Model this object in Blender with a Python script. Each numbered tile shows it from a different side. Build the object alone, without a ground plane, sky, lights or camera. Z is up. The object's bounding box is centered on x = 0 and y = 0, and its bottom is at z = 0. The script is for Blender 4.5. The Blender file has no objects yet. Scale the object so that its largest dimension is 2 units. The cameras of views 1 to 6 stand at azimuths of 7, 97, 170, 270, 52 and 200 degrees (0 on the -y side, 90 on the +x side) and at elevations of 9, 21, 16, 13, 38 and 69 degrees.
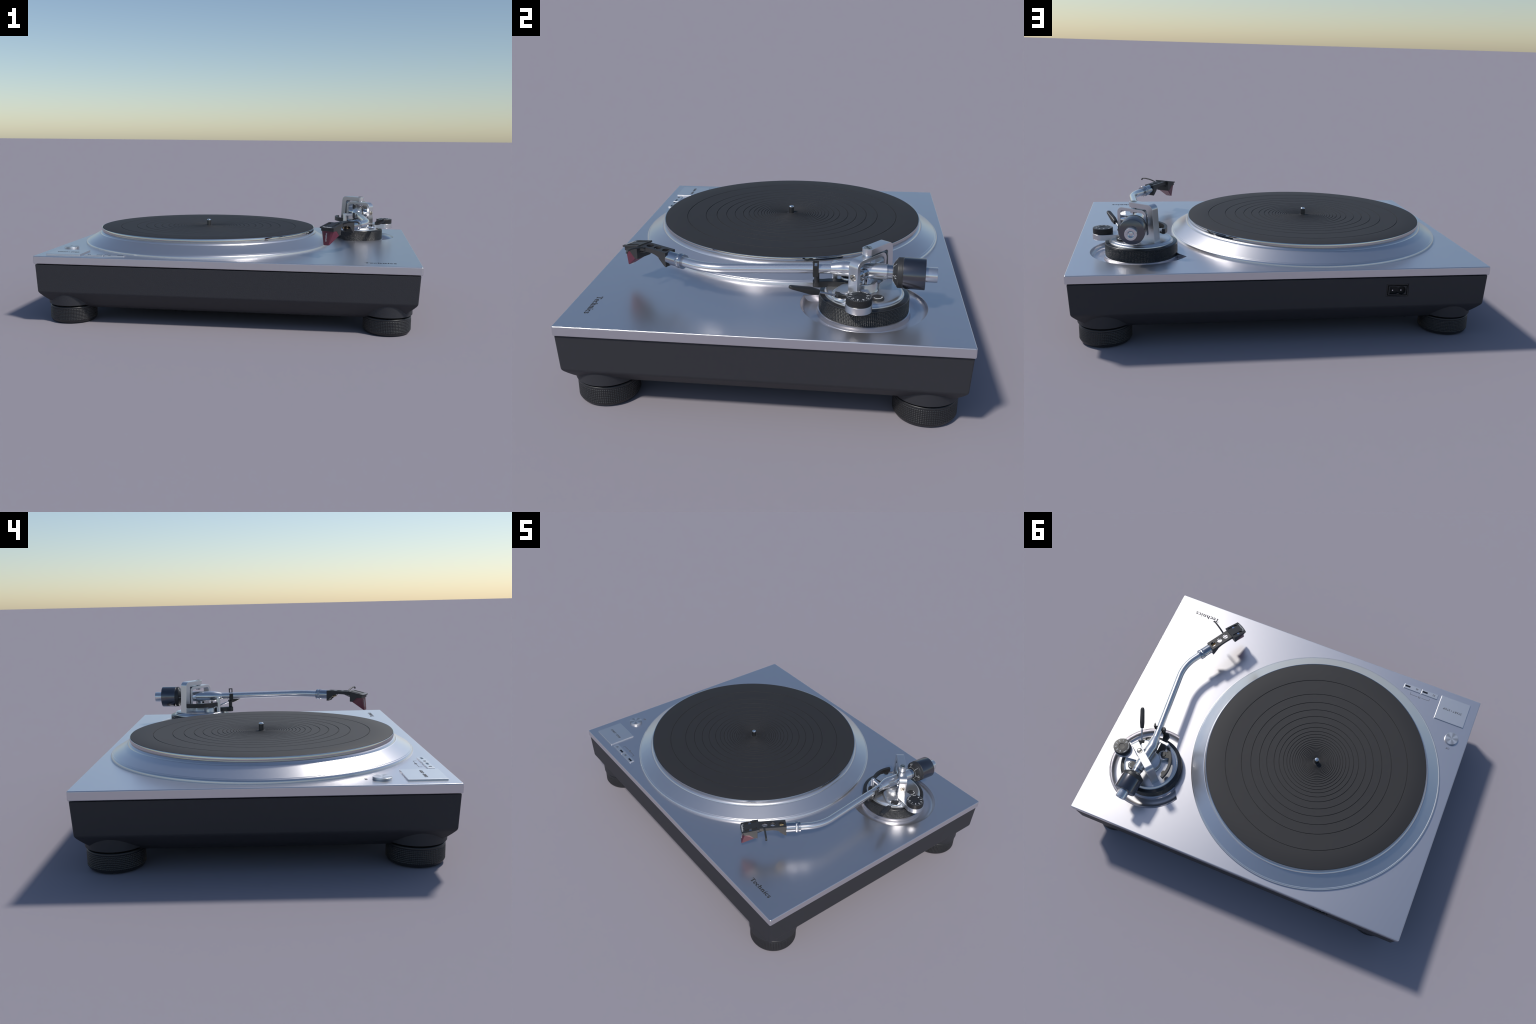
# Record player: silver deck on a black tapered plinth, turned platter with
# grooved rubber mat, S-shaped tonearm on a knurled height ring.
import bpy, bmesh, math, random
from mathutils import Vector, Matrix
random.seed(7)
V = Vector
PI = math.pi

# ------------------------------------------------------------------ materials
def new_mat(name):
    m = bpy.data.materials.new(name)
    m.use_nodes = True
    nt = m.node_tree
    b = nt.nodes['Principled BSDF']
    return m, nt, b

def plain(name, col, rough, metal=0.0, spec=0.5, grain=0.0, gscale=300.0, var=0.0, aniso=0.0, coat=0.0):
    m, nt, b = new_mat(name)
    b.inputs['Base Color'].default_value = (*col, 1)
    b.inputs['Roughness'].default_value = rough
    b.inputs['Metallic'].default_value = metal
    b.inputs['Specular IOR Level'].default_value = spec
    if coat:
        b.inputs['Coat Weight'].default_value = coat
        b.inputs['Coat Roughness'].default_value = 0.08
    tc = nt.nodes.new('ShaderNodeTexCoord')
    if grain or var:
        nz = nt.nodes.new('ShaderNodeTexNoise')
        nz.inputs['Scale'].default_value = gscale
        nz.inputs['Detail'].default_value = 2.0
        nt.links.new(tc.outputs['Object'], nz.inputs['Vector'])
        if grain:
            bp = nt.nodes.new('ShaderNodeBump')
            bp.inputs['Strength'].default_value = grain
            bp.inputs['Distance'].default_value = 0.001
            nt.links.new(nz.outputs['Fac'], bp.inputs['Height'])
            nt.links.new(bp.outputs['Normal'], b.inputs['Normal'])
        if var:
            mx = nt.nodes.new('ShaderNodeMix'); mx.data_type = 'RGBA'
            mx.inputs[6].default_value = (*[c * (1 - var) for c in col], 1)
            mx.inputs[7].default_value = (*[min(1, c * (1 + var)) for c in col], 1)
            nt.links.new(nz.outputs['Fac'], mx.inputs[0])
            nt.links.new(mx.outputs[2], b.inputs['Base Color'])
    if aniso:
        tg = nt.nodes.new('ShaderNodeTangent')
        tg.direction_type = 'RADIAL'; tg.axis = 'Z'
        b.inputs['Anisotropic'].default_value = aniso
        nt.links.new(tg.outputs['Tangent'], b.inputs['Tangent'])
    return m

M_DECK   = plain('satin_aluminium', (0.705, 0.69, 0.715), 0.29, 0.92)
M_PLATE  = plain('turned_aluminium', (0.705, 0.695, 0.715), 0.28, 0.90)
M_RIM    = plain('polished_rim', (0.55, 0.55, 0.56), 0.05, 1.0)
M_BUTTON = plain('button_aluminium', (0.74, 0.74, 0.75), 0.31, 0.86)
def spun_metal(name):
    """lathe-brushed disc: its reflection streaks painted into base colour as light and dark sectors"""
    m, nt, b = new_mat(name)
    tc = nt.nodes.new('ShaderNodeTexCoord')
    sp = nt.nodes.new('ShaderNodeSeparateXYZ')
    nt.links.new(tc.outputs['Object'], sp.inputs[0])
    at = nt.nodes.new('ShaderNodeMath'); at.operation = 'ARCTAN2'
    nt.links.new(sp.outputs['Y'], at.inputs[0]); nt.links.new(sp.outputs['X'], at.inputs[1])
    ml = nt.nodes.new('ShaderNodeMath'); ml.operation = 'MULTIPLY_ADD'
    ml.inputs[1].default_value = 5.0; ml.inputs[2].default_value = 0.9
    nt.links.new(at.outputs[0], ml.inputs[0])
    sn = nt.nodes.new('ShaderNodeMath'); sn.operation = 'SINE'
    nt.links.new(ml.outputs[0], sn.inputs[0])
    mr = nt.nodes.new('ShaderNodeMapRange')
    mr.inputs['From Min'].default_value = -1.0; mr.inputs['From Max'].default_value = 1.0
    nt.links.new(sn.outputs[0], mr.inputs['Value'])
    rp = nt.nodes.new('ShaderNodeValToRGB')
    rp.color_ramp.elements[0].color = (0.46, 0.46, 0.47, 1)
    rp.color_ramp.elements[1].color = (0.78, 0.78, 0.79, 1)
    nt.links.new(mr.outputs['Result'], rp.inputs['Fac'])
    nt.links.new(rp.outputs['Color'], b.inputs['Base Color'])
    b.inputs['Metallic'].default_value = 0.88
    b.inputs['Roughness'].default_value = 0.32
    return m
M_SPUN   = spun_metal('aluminium_painted_streaks')
M_STEEL  = plain('steel_darkened_reflection', (0.16, 0.16, 0.165), 0.28, 0.9)  # spindle body: bright metal tinted dark for the black mat mirrored in it
M_ARM    = plain('polished_arm_metal', (0.74, 0.74, 0.755), 0.19, 0.90)
M_FRAME  = plain('satin_frame_metal', (0.70, 0.70, 0.715), 0.28, 0.9)
M_CHROME = plain('chrome', (0.72, 0.73, 0.75), 0.07, 1.0)
M_COLLAR = plain('collar_metal', (0.50, 0.51, 0.54), 0.16, 1.0)
M_PLINTH = plain('black_grained_plinth', (0.0330, 0.0335, 0.0390), 0.55, 0.0, 0.4, grain=0.6, gscale=200)
M_FOOT   = plain('black_foot_rubber', (0.022, 0.022, 0.024), 0.38, 0.0, 0.5)
M_GAP    = plain('dark_gap', (0.006, 0.006, 0.007), 0.7)
M_MAT    = plain('rubber_mat', (0.0270, 0.0262, 0.0280), 0.66, 0.0, 0.42, grain=0.1, gscale=500, var=0.05)
M_BLACK  = plain('black_plastic', (0.022, 0.022, 0.023), 0.42, 0.0, 0.5)
M_SHELL  = plain('headshell_black', (0.028, 0.028, 0.029), 0.48, 0.0, 0.5, grain=0.08, gscale=600)
M_RING   = plain('knurled_black_metal', (0.020, 0.020, 0.021), 0.26, 0.0, 0.6)
M_WEIGHT = plain('counterweight_lacquer', (0.150, 0.150, 0.165), 0.20, 0.95, 0.5)
M_DIAL   = plain('dial_dark', (0.034, 0.034, 0.036), 0.42, 0.0, 0.5)
M_RED    = plain('red_stylus_plastic', (0.122, 0.017, 0.036), 0.40, 0.0, 0.5)
M_GOLD   = plain('gold_contact', (0.62, 0.47, 0.25), 0.25, 1.0)
M_SCREW  = plain('nickel_screw', (0.60, 0.54, 0.45), 0.22, 1.0)
M_WHITE  = plain('white_print', (0.70, 0.71, 0.72), 0.6)
M_INK    = plain('dark_print', (0.035, 0.035, 0.035), 0.6)
M_LIGHTINK = plain('grey_print', (0.10, 0.10, 0.11), 0.6)
M_LED    = plain('indicator_glass', (0.012, 0.013, 0.016), 0.15)
M_SOCKET = plain('socket_plastic', (0.020, 0.020, 0.021), 0.5)
M_BLUEHEAD = plain('bolt_head_metal', (0.40, 0.45, 0.55), 0.25, 1.0)

# ------------------------------------------------------------------ helpers
def link(ob, parent=None):
    bpy.context.scene.collection.objects.link(ob)
    if parent is not None:
        ob.parent = parent
    return ob

def finish(me, angle=32.0):
    """smooth faces, sharp edges by angle"""
    bm = bmesh.new(); bm.from_mesh(me)
    bmesh.ops.recalc_face_normals(bm, faces=bm.faces)
    lim = math.radians(angle)
    for f in bm.faces: f.smooth = True
    for e in bm.edges:
        e.smooth = not (len(e.link_faces) == 2 and e.calc_face_angle(0.0) > lim)
    bm.to_mesh(me); bm.free()

def make(name, bm, mat, parent, angle=32.0, weighted=False, mtx=None, loc=None):
    me = bpy.data.meshes.new(name)
    bm.to_mesh(me); bm.free()
    if mtx is not None: me.transform(mtx)
    finish(me, angle)
    me.materials.append(mat)
    ob = bpy.data.objects.new(name, me)
    link(ob, parent)
    if loc is not None: ob.location = loc
    if weighted:
        w = ob.modifiers.new('weighted', 'WEIGHTED_NORMAL'); w.keep_sharp = True; w.weight = 80
    return ob

def lathe_into(bm, prof, seg=96, mtx=None):
    """revolve (r, z) profile about z; r == 0 closes to a pole"""
    rings = []
    for r, z in prof:
        if r < 1e-7:
            rings.append([bm.verts.new((0, 0, z))])
        else:
            rings.append([bm.verts.new((r * math.cos(2 * PI * i / seg), r * math.sin(2 * PI * i / seg), z)) for i in range(seg)])
    vs = [v for r in rings for v in r]
    for a, b in zip(rings, rings[1:]):
        for i in range(seg):
            j = (i + 1) % seg
            if len(a) == 1 and len(b) == 1: continue
            if len(a) == 1: bm.faces.new((a[0], b[i], b[j]))
            elif len(b) == 1: bm.faces.new((a[i], b[0], a[j]))
            else: bm.faces.new((a[i], b[i], b[j], a[j]))
    for r in (rings[0], rings[-1]):
        if len(r) > 2:
            try: bm.faces.new(r)
            except ValueError: pass
    if mtx is not None:
        bmesh.ops.transform(bm, matrix=mtx, verts=vs)
    return vs

def lathe(name, prof, mat, parent, seg=96, mtx=None, loc=None, angle=32.0):
    bm = bmesh.new(); lathe_into(bm, prof, seg, mtx)
    return make(name, bm, mat, parent, angle, loc=loc)

def fillet(pts, radii, n=8):
    """2D polygon with rounded corners"""
    out = []
    N = len(pts)
    if not isinstance(radii, (list, tuple)): radii = [radii] * N
    for i in range(N):
        p = V(pts[i]); a = V(pts[i - 1]); b = V(pts[(i + 1) % N]); r = radii[i]
        if r <= 0: out.append(tuple(p)); continue
        d1 = (a - p).normalized(); d2 = (b - p).normalized()
        ang = d1.angle(d2)
        t = r / math.tan(ang / 2)
        t = min(t, (a - p).length * 0.499, (b - p).length * 0.499)
        rr = t * math.tan(ang / 2)
        c = p + (d1 + d2).normalized() * (rr / math.sin(ang / 2))
        s = p + d1 * t - c; e = p + d2 * t - c
        a0 = math.atan2(s.y, s.x); a1 = math.atan2(e.y, e.x)
        da = (a1 - a0 + PI) % (2 * PI) - PI
        for k in range(n + 1):
            q = a0 + da * k / n
            out.append((c.x + rr * math.cos(q), c.y + rr * math.sin(q)))
    return out

def prism_into(bm, outline, z0, z1, bevel=0.0, seg=3, mtx=None, holes=()):
    """extrude 2D outline (with optional holes) between z0 and z1, bevel the rims"""
    tmp = bmesh.new()
    loops = [outline] + list(holes)
    edges = []
    for lp in loops:
        vs = [tmp.verts.new((x, y, z0)) for x, y in lp]
        for i in range(len(vs)):
            edges.append(tmp.edges.new((vs[i], vs[(i + 1) % len(vs)])))
    if holes:
        bmesh.ops.triangle_fill(tmp, use_beauty=True, edges=edges)
    else:
        tmp.faces.new(list(tmp.verts))
    base = list(tmp.faces)
    r = bmesh.ops.extrude_face_region(tmp, geom=base)
    nv = [g for g in r['geom'] if isinstance(g, bmesh.types.BMVert)]
    for v in nv: v.co.z = z1
    bmesh.ops.recalc_face_normals(tmp, faces=tmp.faces)
    if bevel > 0:
        ed = [e for e in tmp.edges if len(e.link_faces) == 2 and
              abs(e.verts[0].co.z - e.verts[1].co.z) < 1e-7 and e.calc_face_angle(0) > math.radians(60)]
        bmesh.ops.bevel(tmp, geom=ed, offset=bevel, segments=seg, profile=0.5, affect='EDGES', clamp_overlap=True)
    me = bpy.data.meshes.new('t'); tmp.to_mesh(me); tmp.free()
    if mtx is not None: me.transform(mtx)
    bm.from_mesh(me); bpy.data.meshes.remove(me)

def prism(name, outline, z0, z1, mat, parent, bevel=0.0, seg=3, mtx=None, holes=(), angle=32.0, loc=None):
    bm = bmesh.new(); prism_into(bm, outline, z0, z1, bevel, seg, mtx, holes)
    return make(name, bm, mat, parent, angle, weighted=True, loc=loc)

def rect(x0, x1, y0, y1): return [(x0, y0), (x1, y0), (x1, y1), (x0, y1)]
def circle(cx, cy, r, n=32, a0=0.0): return [(cx + r * math.cos(a0 + 2 * PI * i / n), cy + r * math.sin(a0 + 2 * PI * i / n)) for i in range(n)]

def hull2d(pts):
    pts = sorted(set(pts))
    def half(ps):
        h = []
        for p in ps:
            while len(h) > 1 and (h[-1][0]-h[-2][0])*(p[1]-h[-2][1])-(h[-1][1]-h[-2][1])*(p[0]-h[-2][0]) <= 0: h.pop()
            h.append(p)
        return h
    a = half(pts); b = half(pts[::-1])
    return a[:-1] + b[:-1]

def axis_frame(origin, direction, up=V((0, 0, 1))):
    """matrix whose local z runs along direction"""
    z = V(direction).normalized()
    x = up.cross(z)
    if x.length < 1e-4: x = V((1, 0, 0))
    x.normalize(); y = z.cross(x)
    m = Matrix((x, y, z)).transposed().to_4x4(); m.translation = V(origin)
    return m

def sweep_into(bm, path, radii, seg=24, cap=True, squash=(1.0, 1.0), up=V((0, 0, 1))):
    """round (or oval) tube along a polyline"""
    n = len(path); rings = []
    path = [V(p) for p in path]
    if not isinstance(radii, (list, tuple)): radii = [radii] * n
    for i, p in enumerate(path):
        t = (path[min(i + 1, n - 1)] - path[max(i - 1, 0)]).normalized()
        x = up.cross(t); x = V((1, 0, 0)) if x.length < 1e-4 else x.normalized()
        y = t.cross(x)
        rings.append([bm.verts.new(p + x * (radii[i] * squash[0] * math.cos(2 * PI * k / seg)) + y * (radii[i] * squash[1] * math.sin(2 * PI * k / seg))) for k in range(seg)])
    for a, b in zip(rings, rings[1:]):
        for i in range(seg):
            j = (i + 1) % seg
            bm.faces.new((a[i], a[j], b[j], b[i]))
    if cap:
        bm.faces.new(rings[0][::-1]); bm.faces.new(rings[-1])

def sweep(name, path, radii, mat, parent, seg=24, squash=(1.0, 1.0), angle=40.0):
    bm = bmesh.new(); sweep_into(bm, path, radii, seg, True, squash)
    return make(name, bm, mat, parent, angle)

def knurl_into(bm, r, z0, z1, cols, rows, depth, sub=5):
    """band of raised square pads round a cylinder"""
    nu, nv = cols * sub, rows * sub
    grid = []
    def pad(t):
        d = abs(t - 0.5) * 2           # 0 centre .. 1 edge
        return 1.0 if d < 0.45 else max(0.0, 1 - (d - 0.45) / 0.4)
    for j in range(nv + 1):
        z = z0 + (z1 - z0) * j / nv
        pv = pad((j / sub) % 1.0) if 0 < j < nv else 0.0
        row = []
        for i in range(nu):
            a = 2 * PI * i / nu
            rr = r - depth + depth * min(pv, pad((i / sub) % 1.0))
            row.append(bm.verts.new((rr * math.cos(a), rr * math.sin(a), z)))
        grid.append(row)
    for j in range(nv):
        for i in range(nu):
            k = (i + 1) % nu
            bm.faces.new((grid[j][i], grid[j][k], grid[j + 1][k], grid[j + 1][i]))

def text_mesh(name, body, size, mat, parent, mtx, extrude=0.0004, align='CENTER', shear=0.0, spacing=1.0, offset=0.0):
    cu = bpy.data.curves.new(name, 'FONT')
    cu.body = body; cu.size = size; cu.extrude = extrude
    cu.align_x = align; cu.align_y = 'CENTER'; cu.shear = shear
    cu.space_character = spacing; cu.offset = offset
    cu.resolution_u = 4
    ob = bpy.data.objects.new(name, cu); link(ob)
    dg = bpy.context.evaluated_depsgraph_get(); dg.update()
    me = bpy.data.meshes.new_from_object(ob.evaluated_get(dg))
    bpy.data.objects.remove(ob); bpy.data.curves.remove(cu)
    me.transform(mtx); me.name = name
    me.materials.clear(); me.materials.append(mat)
    o = bpy.data.objects.new(name, me)
    return link(o, parent)

T = Matrix.Translation
def RZ(a): return Matrix.Rotation(a, 4, 'Z')

# ------------------------------------------------------------------ root
root = bpy.data.objects.new('record_player', None)
link(root)
root['label'] = 'silver record player with black plinth, rubber mat and curved tonearm'
root['category'] = 'record player'

DECK_Z = 0.3622
PC = V((-0.2152, 0.0083, 0))      # platter axis
BC = V((0.670, 0.380, 0))         # tonearm base axis

# ------------------------------------------------------------------ deck plate with tonearm dish
bm = bmesh.new()
outline = fillet([(-1.0, -0.7755), (1.0, -0.7755), (1.0, 0.7755), (-1.0, 0.7755)], 0.007, 5)
prism_into(bm, outline, 0.3215, DECK_Z, bevel=0.0045, seg=4)
deck = make('deck_plate', bm, M_DECK, root)
# cutter: shallow dish of revolution, kept clear of the platter by a cylinder concentric with it
bm = bmesh.new()
dish = [(0, 0.3268), (0.2120, 0.3268), (0.2210, 0.3276), (0.2300, 0.3302), (0.2375, 0.3346), (0.2430, 0.3404), (0.2465, 0.3468), (0.2484, 0.3530),
        (0.2492, 0.3585), (0.2497, 0.3606), (0.2508, 0.3620), (0.2522, 0.3628), (0.2522, 0.40), (0, 0.40)]
lathe_into(bm, dish, 128, T(BC))
cut = make('helper_dish', bm, M_DECK, None)
bm = bmesh.new()
lathe_into(bm, [(0, 0.30), (0.8255, 0.30), (0.8255, 0.352), (0.8268, 0.358), (0.8312, 0.3624), (0.836, 0.42), (0, 0.42)], 256, T(PC))
guard = make('helper_guard', bm, M_DECK, None)
md = cut.modifiers.new('b', 'BOOLEAN'); md.operation = 'DIFFERENCE'; md.object = guard; md.solver = 'EXACT'
dg = bpy.context.evaluated_depsgraph_get(); dg.update()
me = bpy.data.meshes.new_from_object(cut.evaluated_get(dg))
cut.modifiers.clear(); cut.data = me
md = deck.modifiers.new('b', 'BOOLEAN'); md.operation = 'DIFFERENCE'; md.object = cut; md.solver = 'EXACT'
dg = bpy.context.evaluated_depsgraph_get(); dg.update()
me = bpy.data.meshes.new_from_object(deck.evaluated_get(dg))
deck.modifiers.clear(); deck.data = me
for o in (cut, guard): bpy.data.objects.remove(o)
finish(me, 32)
me.materials.clear(); me.materials.append(M_DECK)
w = deck.modifiers.new('weighted', 'WEIGHTED_NORMAL'); w.keep_sharp = True; w.weight = 90

# ------------------------------------------------------------------ plinth: lofted rounded rectangles
bm = bmesh.new()
HX, HY = 0.9833, 0.7650
# upper part: symmetric taper; lower part: bevel whose run-in is longer on the short sides
upper = [(0.974, 0.756, 0.3240), (0.974, 0.756, 0.3175), (0.9895, 0.7700, 0.3170), (0.9910, 0.7715, 0.3150),
         (0.9836, 0.7653, 0.1760), (0.9824, 0.7641, 0.1700), (0.9798, 0.7614, 0.1646), (0.9760, 0.7575, 0.1592)]
bevel_short_sides = [(0.0073, 0.1592), (0.019, 0.1460), (0.034, 0.1310), (0.050, 0.1165), (0.068, 0.1045), (0.088, 0.0925), (0.107, 0.0810), (0.130, 0.0710), (0.160, 0.0660)]
bevel_long_sides = [(0.0073, 0.1592), (0.018, 0.1455), (0.0315, 0.1290), (0.047, 0.1120), (0.0600, 0.0990), (0.0720, 0.0895), (0.086, 0.0825), (0.108, 0.0740), (0.150, 0.0660)]
def run_in(tab, z):
    for (da, za), (db, zb) in zip(tab, tab[1:]):
        if zb <= z <= za: return da + (db - da) * (za - z) / (za - zb)
    return tab[-1][0]
sections = [(-hx, hx, -hy, hy, z) for hx, hy, z in upper]
for z in (0.1460, 0.1310, 0.1165, 0.1045, 0.0960, 0.0885, 0.0815, 0.0750, 0.0700, 0.0660):
    dr, do = run_in(bevel_short_sides, z), run_in(bevel_long_sides, z)
    sections.append((-HX + dr, HX - dr, -HY + do, HY - do, z))
loops = []
for xa, xb, ya, yb, z in sections:
    o = fillet([(xa, ya), (xb, ya), (xb, yb), (xa, yb)], 0.006, 4)
    loops.append([bm.verts.new((x, y, z)) for x, y in o])
for a, b in zip(loops, loops[1:]):
    n = len(a)
    for i in range(n):
        bm.faces.new((a[i], b[i], b[(i + 1) % n], a[(i + 1) % n]))
bm.faces.new(loops[0]); bm.faces.new(loops[-1][::-1])
plinth = make('plinth', bm, M_PLINTH, root, 30)
# opening for the mains socket
bm = bmesh.new()
prism_into(bm, rect(-0.5945, -0.4836, 0.2205, 0.2845), -0.80, -0.735, mtx=Matrix(((1, 0, 0, 0), (0, 0, -1, 0), (0, 1, 0, 0), (0, 0, 0, 1))))
cut = make('helper_opening', bm, M_PLINTH, None)
md = plinth.modifiers.new('b', 'BOOLEAN'); md.operation = 'DIFFERENCE'; md.object = cut; md.solver = 'EXACT'
dg = bpy.context.evaluated_depsgraph_get(); dg.update()
me = bpy.data.meshes.new_from_object(plinth.evaluated_get(dg))
plinth.modifiers.clear(); plinth.data = me
bpy.data.objects.remove(cut)
finish(me, 30); me.materials.clear(); me.materials.append(M_PLINTH)
w = plinth.modifiers.new('weighted', 'WEIGHTED_NORMAL'); w.keep_sharp = True; w.weight = 90

# ------------------------------------------------------------------ feet
FX, FY = 0.840, 0.627
collar_prof = [(0, 0.0962), (0.1265, 0.0962), (0.1282, 0.0975), (0.1282, 0.1640), (0, 0.1640)]
neck_prof = [(0, 0.086), (0.106, 0.086), (0.106, 0.0975), (0, 0.0975)]
bm = bmesh.new()
R = 0.1230
lathe_into(bm, [(0, 0.0), (0.106, 0.0), (0.111, 0.0010), (0.1155, 0.0040), (0.1185, 0.0085), (0.1200, 0.0130), (0.1204, 0.0142), (0.1204, 0.0145)], 360)
top_ring = [(0.1204, 0.0760), (0.1216, 0.0768), (0.1222, 0.0790), (0.1222, 0.0838), (0.1208, 0.0868), (0.1180, 0.0882), (0, 0.0882)]
lathe_into(bm, top_ring, 360)
for f in [f for f in bm.faces if len(f.verts) > 10 and abs(f.calc_center_median().z - 0.0145) < 0.001 or len(f.verts) > 10 and abs(f.calc_center_median().z - 0.0760) < 0.0005]:
    bm.faces.remove(f)
knurl_into(bm, R, 0.0145, 0.0760, 90, 8, 0.0026, 4)
foot0 = make('foot', bm, M_FOOT, root, 60)
fc0 = lathe('foot_collar', collar_prof, M_PLINTH, plinth, 96, loc=(0, 0, 0))
fn0 = lathe('foot_neck', neck_prof, M_GAP, plinth, 64, loc=(0, 0, 0))
first = True
for sx, sy in ((1, -1), (-1, -1), (1, 1), (-1, 1)):
    for src, par in ((foot0, root), (fc0, plinth), (fn0, plinth)):
        o = src if first else src.copy()
        if not first: link(o, par)
        o.location = (sx * FX, sy * FY, 0)
    first = False

# ------------------------------------------------------------------ mains socket on the back
BY = 0.7690
bx = Matrix(((1, 0, 0, 0), (0, 0, -1, BY), (0, 1, 0, 0), (0, 0, 0, 1)))   # (x, z, depth into the plinth) -> world
SZc = 0.2520
frame_out = rect(-0.5935, -0.4846, 0.2215, 0.2835)
frame_in = rect(-0.5885, -0.4912, 0.2262, 0.2765)
socket = prism('mains_socket', frame_out, 0.0016, 0.033, M_SOCKET, plinth, 0.0006, 1, bx, holes=[frame_in])
core_out = rect(-0.5852, -0.4945, 0.2290, 0.2735)
eight = [(-0.5010, 0.2330), (-0.5010, 0.2695), (-0.5330, 0.2695), (-0.5395, 0.2652)]
ccx, ccz, ccr, half, steps = -0.5600, 0.2512, 0.0205, math.radians(38), 20
for k in range(steps + 1):      # round lobe, open towards the flat one
    a = half + (2 * PI - 2 * half) * k / steps
    eight.append((ccx + ccr * math.cos(a), ccz + ccr * math.sin(a)))
eight += [(-0.5395, 0.2372), (-0.5330, 0.2330)]
prism('socket_core', core_out, 0.0012, 0.018, M_SOCKET, plinth, 0.0006, 1, bx, holes=[eight])
bm = bmesh.new(); prism_into(bm, rect(-0.5940, -0.4841, 0.2210, 0.2840), 0.0150, 0.0338, 0, 1, bx)
make('socket_back', bm, M_GAP, plinth)
for px in (-0.5158, -0.5572):
    bm = bmesh.new()
    lathe_into(bm, [(0, 0.0), (0.0042, 0.0), (0.0042, 0.0115), (0.0030, 0.0135), (0, 0.0138)], 16, axis_frame((px, BY - 0.0170, SZc), (0, 1, 0)))
    make('socket_pin', bm, M_CHROME, plinth)

# ------------------------------------------------------------------ platter
prof = [(0, 0.450), (0.6368, 0.450), (0.6372, 0.4515), (0.6388, 0.4524), (0.6405, 0.4519), (0.6412, 0.4506), (0.6412, 0.4376), (0.6402, 0.4368),
        (0.6372, 0.4362), (0.6360, 0.4350), (0.6362, 0.4336)]
rim_n = 9
cone = [(0.6362, 0.4336), (0.6400, 0.4320), (0.6440, 0.4297), (0.6478, 0.4262), (0.6500, 0.4236), (0.6508, 0.4213), (0.6514, 0.4202),
        (0.6535, 0.4196), (0.6555, 0.41845), (0.7195, 0.38175), (0.7215, 0.3806), (0.7226, 0.3792), (0.7236, 0.3794), (0.7262, 0.3781), (0.7290, 0.3756), (0.7312, 0.3722),
        (0.7322, 0.3694), (0.7322, 0.3612), (0, 0.3612)]
bm = bmesh.new(); lathe_into(bm, cone, 256)
for f in [f for f in bm.faces if len(f.verts) > 10 and f.calc_center_median().z > 0.42]: bm.faces.remove(f)
platter = make('platter', bm, M_PLATE, root, 24, loc=PC)
bm = bmesh.new(); lathe_into(bm, prof, 256)
for f in [f for f in bm.faces if len(f.verts) > 10]: bm.faces.remove(f)
make('platter_rim', bm, M_RIM, platter, 40)

# rubber mat with progressively spaced grooves
radii = [0.527, 0.434, 0.379, 0.330, 0.287, 0.245, 0.216, 0.191, 0.171, 0.1535, 0.138, 0.1245, 0.112, 0.1010,
         0.0910, 0.0818, 0.0733, 0.0655, 0.0583, 0.0516, 0.0454, 0.0396, 0.0342, 0.0290, 0.0240]
MZ = 0.4532
mp = [(0, 0.4490), (0.6362, 0.4490), (0.6366, 0.4510), (0.6362, 0.4526), (0.6345, MZ)]
for r in radii:
    k = 0.0019 if r > 0.06 else 0.0014
    mp += [(r + k, MZ), (r + k * 0.45, MZ - 0.0026), (r - k * 0.45, MZ - 0.0026), (r - k, MZ)]
mp += [(0.0155, MZ), (0, MZ)]
lathe('rubber_mat', mp, M_MAT, platter, 256, angle=25)
lathe('spindle', [(0, 0.4510), (0.0122, 0.4510), (0.0122, 0.4850), (0, 0.4850)], M_STEEL, platter, 40)
lathe('spindle_cap', [(0, 0.4840), (0.0124, 0.4840), (0.0124, 0.4856), (0.0120, 0.4874), (0.0106, 0.4894), (0.0082, 0.4908), (0.0045, 0.4915), (0, 0.4917)],
      M_CHROME, platter, 40)

# ------------------------------------------------------------------ buttons and power knob
def button(name, x0, x1, y0, y1, top, parent=root):
    return prism(name, fillet(rect(x0, x1, y0, y1), 0.0022, 3), DECK_Z - 0.003, top, M_BUTTON, parent, 0.0018, 3)
start = button('start_stop_button', -0.9455, -0.7622, -0.7290, -0.5680, 0.3690)
text_mesh('lettering', 'START \u2022 STOP', 0.0185, M_INK, start, T((-0.853, -0.6505, 0.3694)), spacing=1.02, extrude=0.0003)
for x0, x1, num in ((-0.6325, -0.5256, '45'), (-0.7415, -0.6375, '33')):
    sb = button('speed_button', x0, x1, -0.7228, -0.6912, 0.3672)
    prism('indicator_window', fillet(rect(x1 - 0.0390, x1 - 0.0070, -0.7140, -0.7030), 0.001, 2), 0.3664, 0.3676, M_LED, sb)
    text_mesh('lettering', num, 0.0175, M_INK, sb, T((x0 + 0.0245, -0.7092, 0.3675)), extrude=0.0003)

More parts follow.
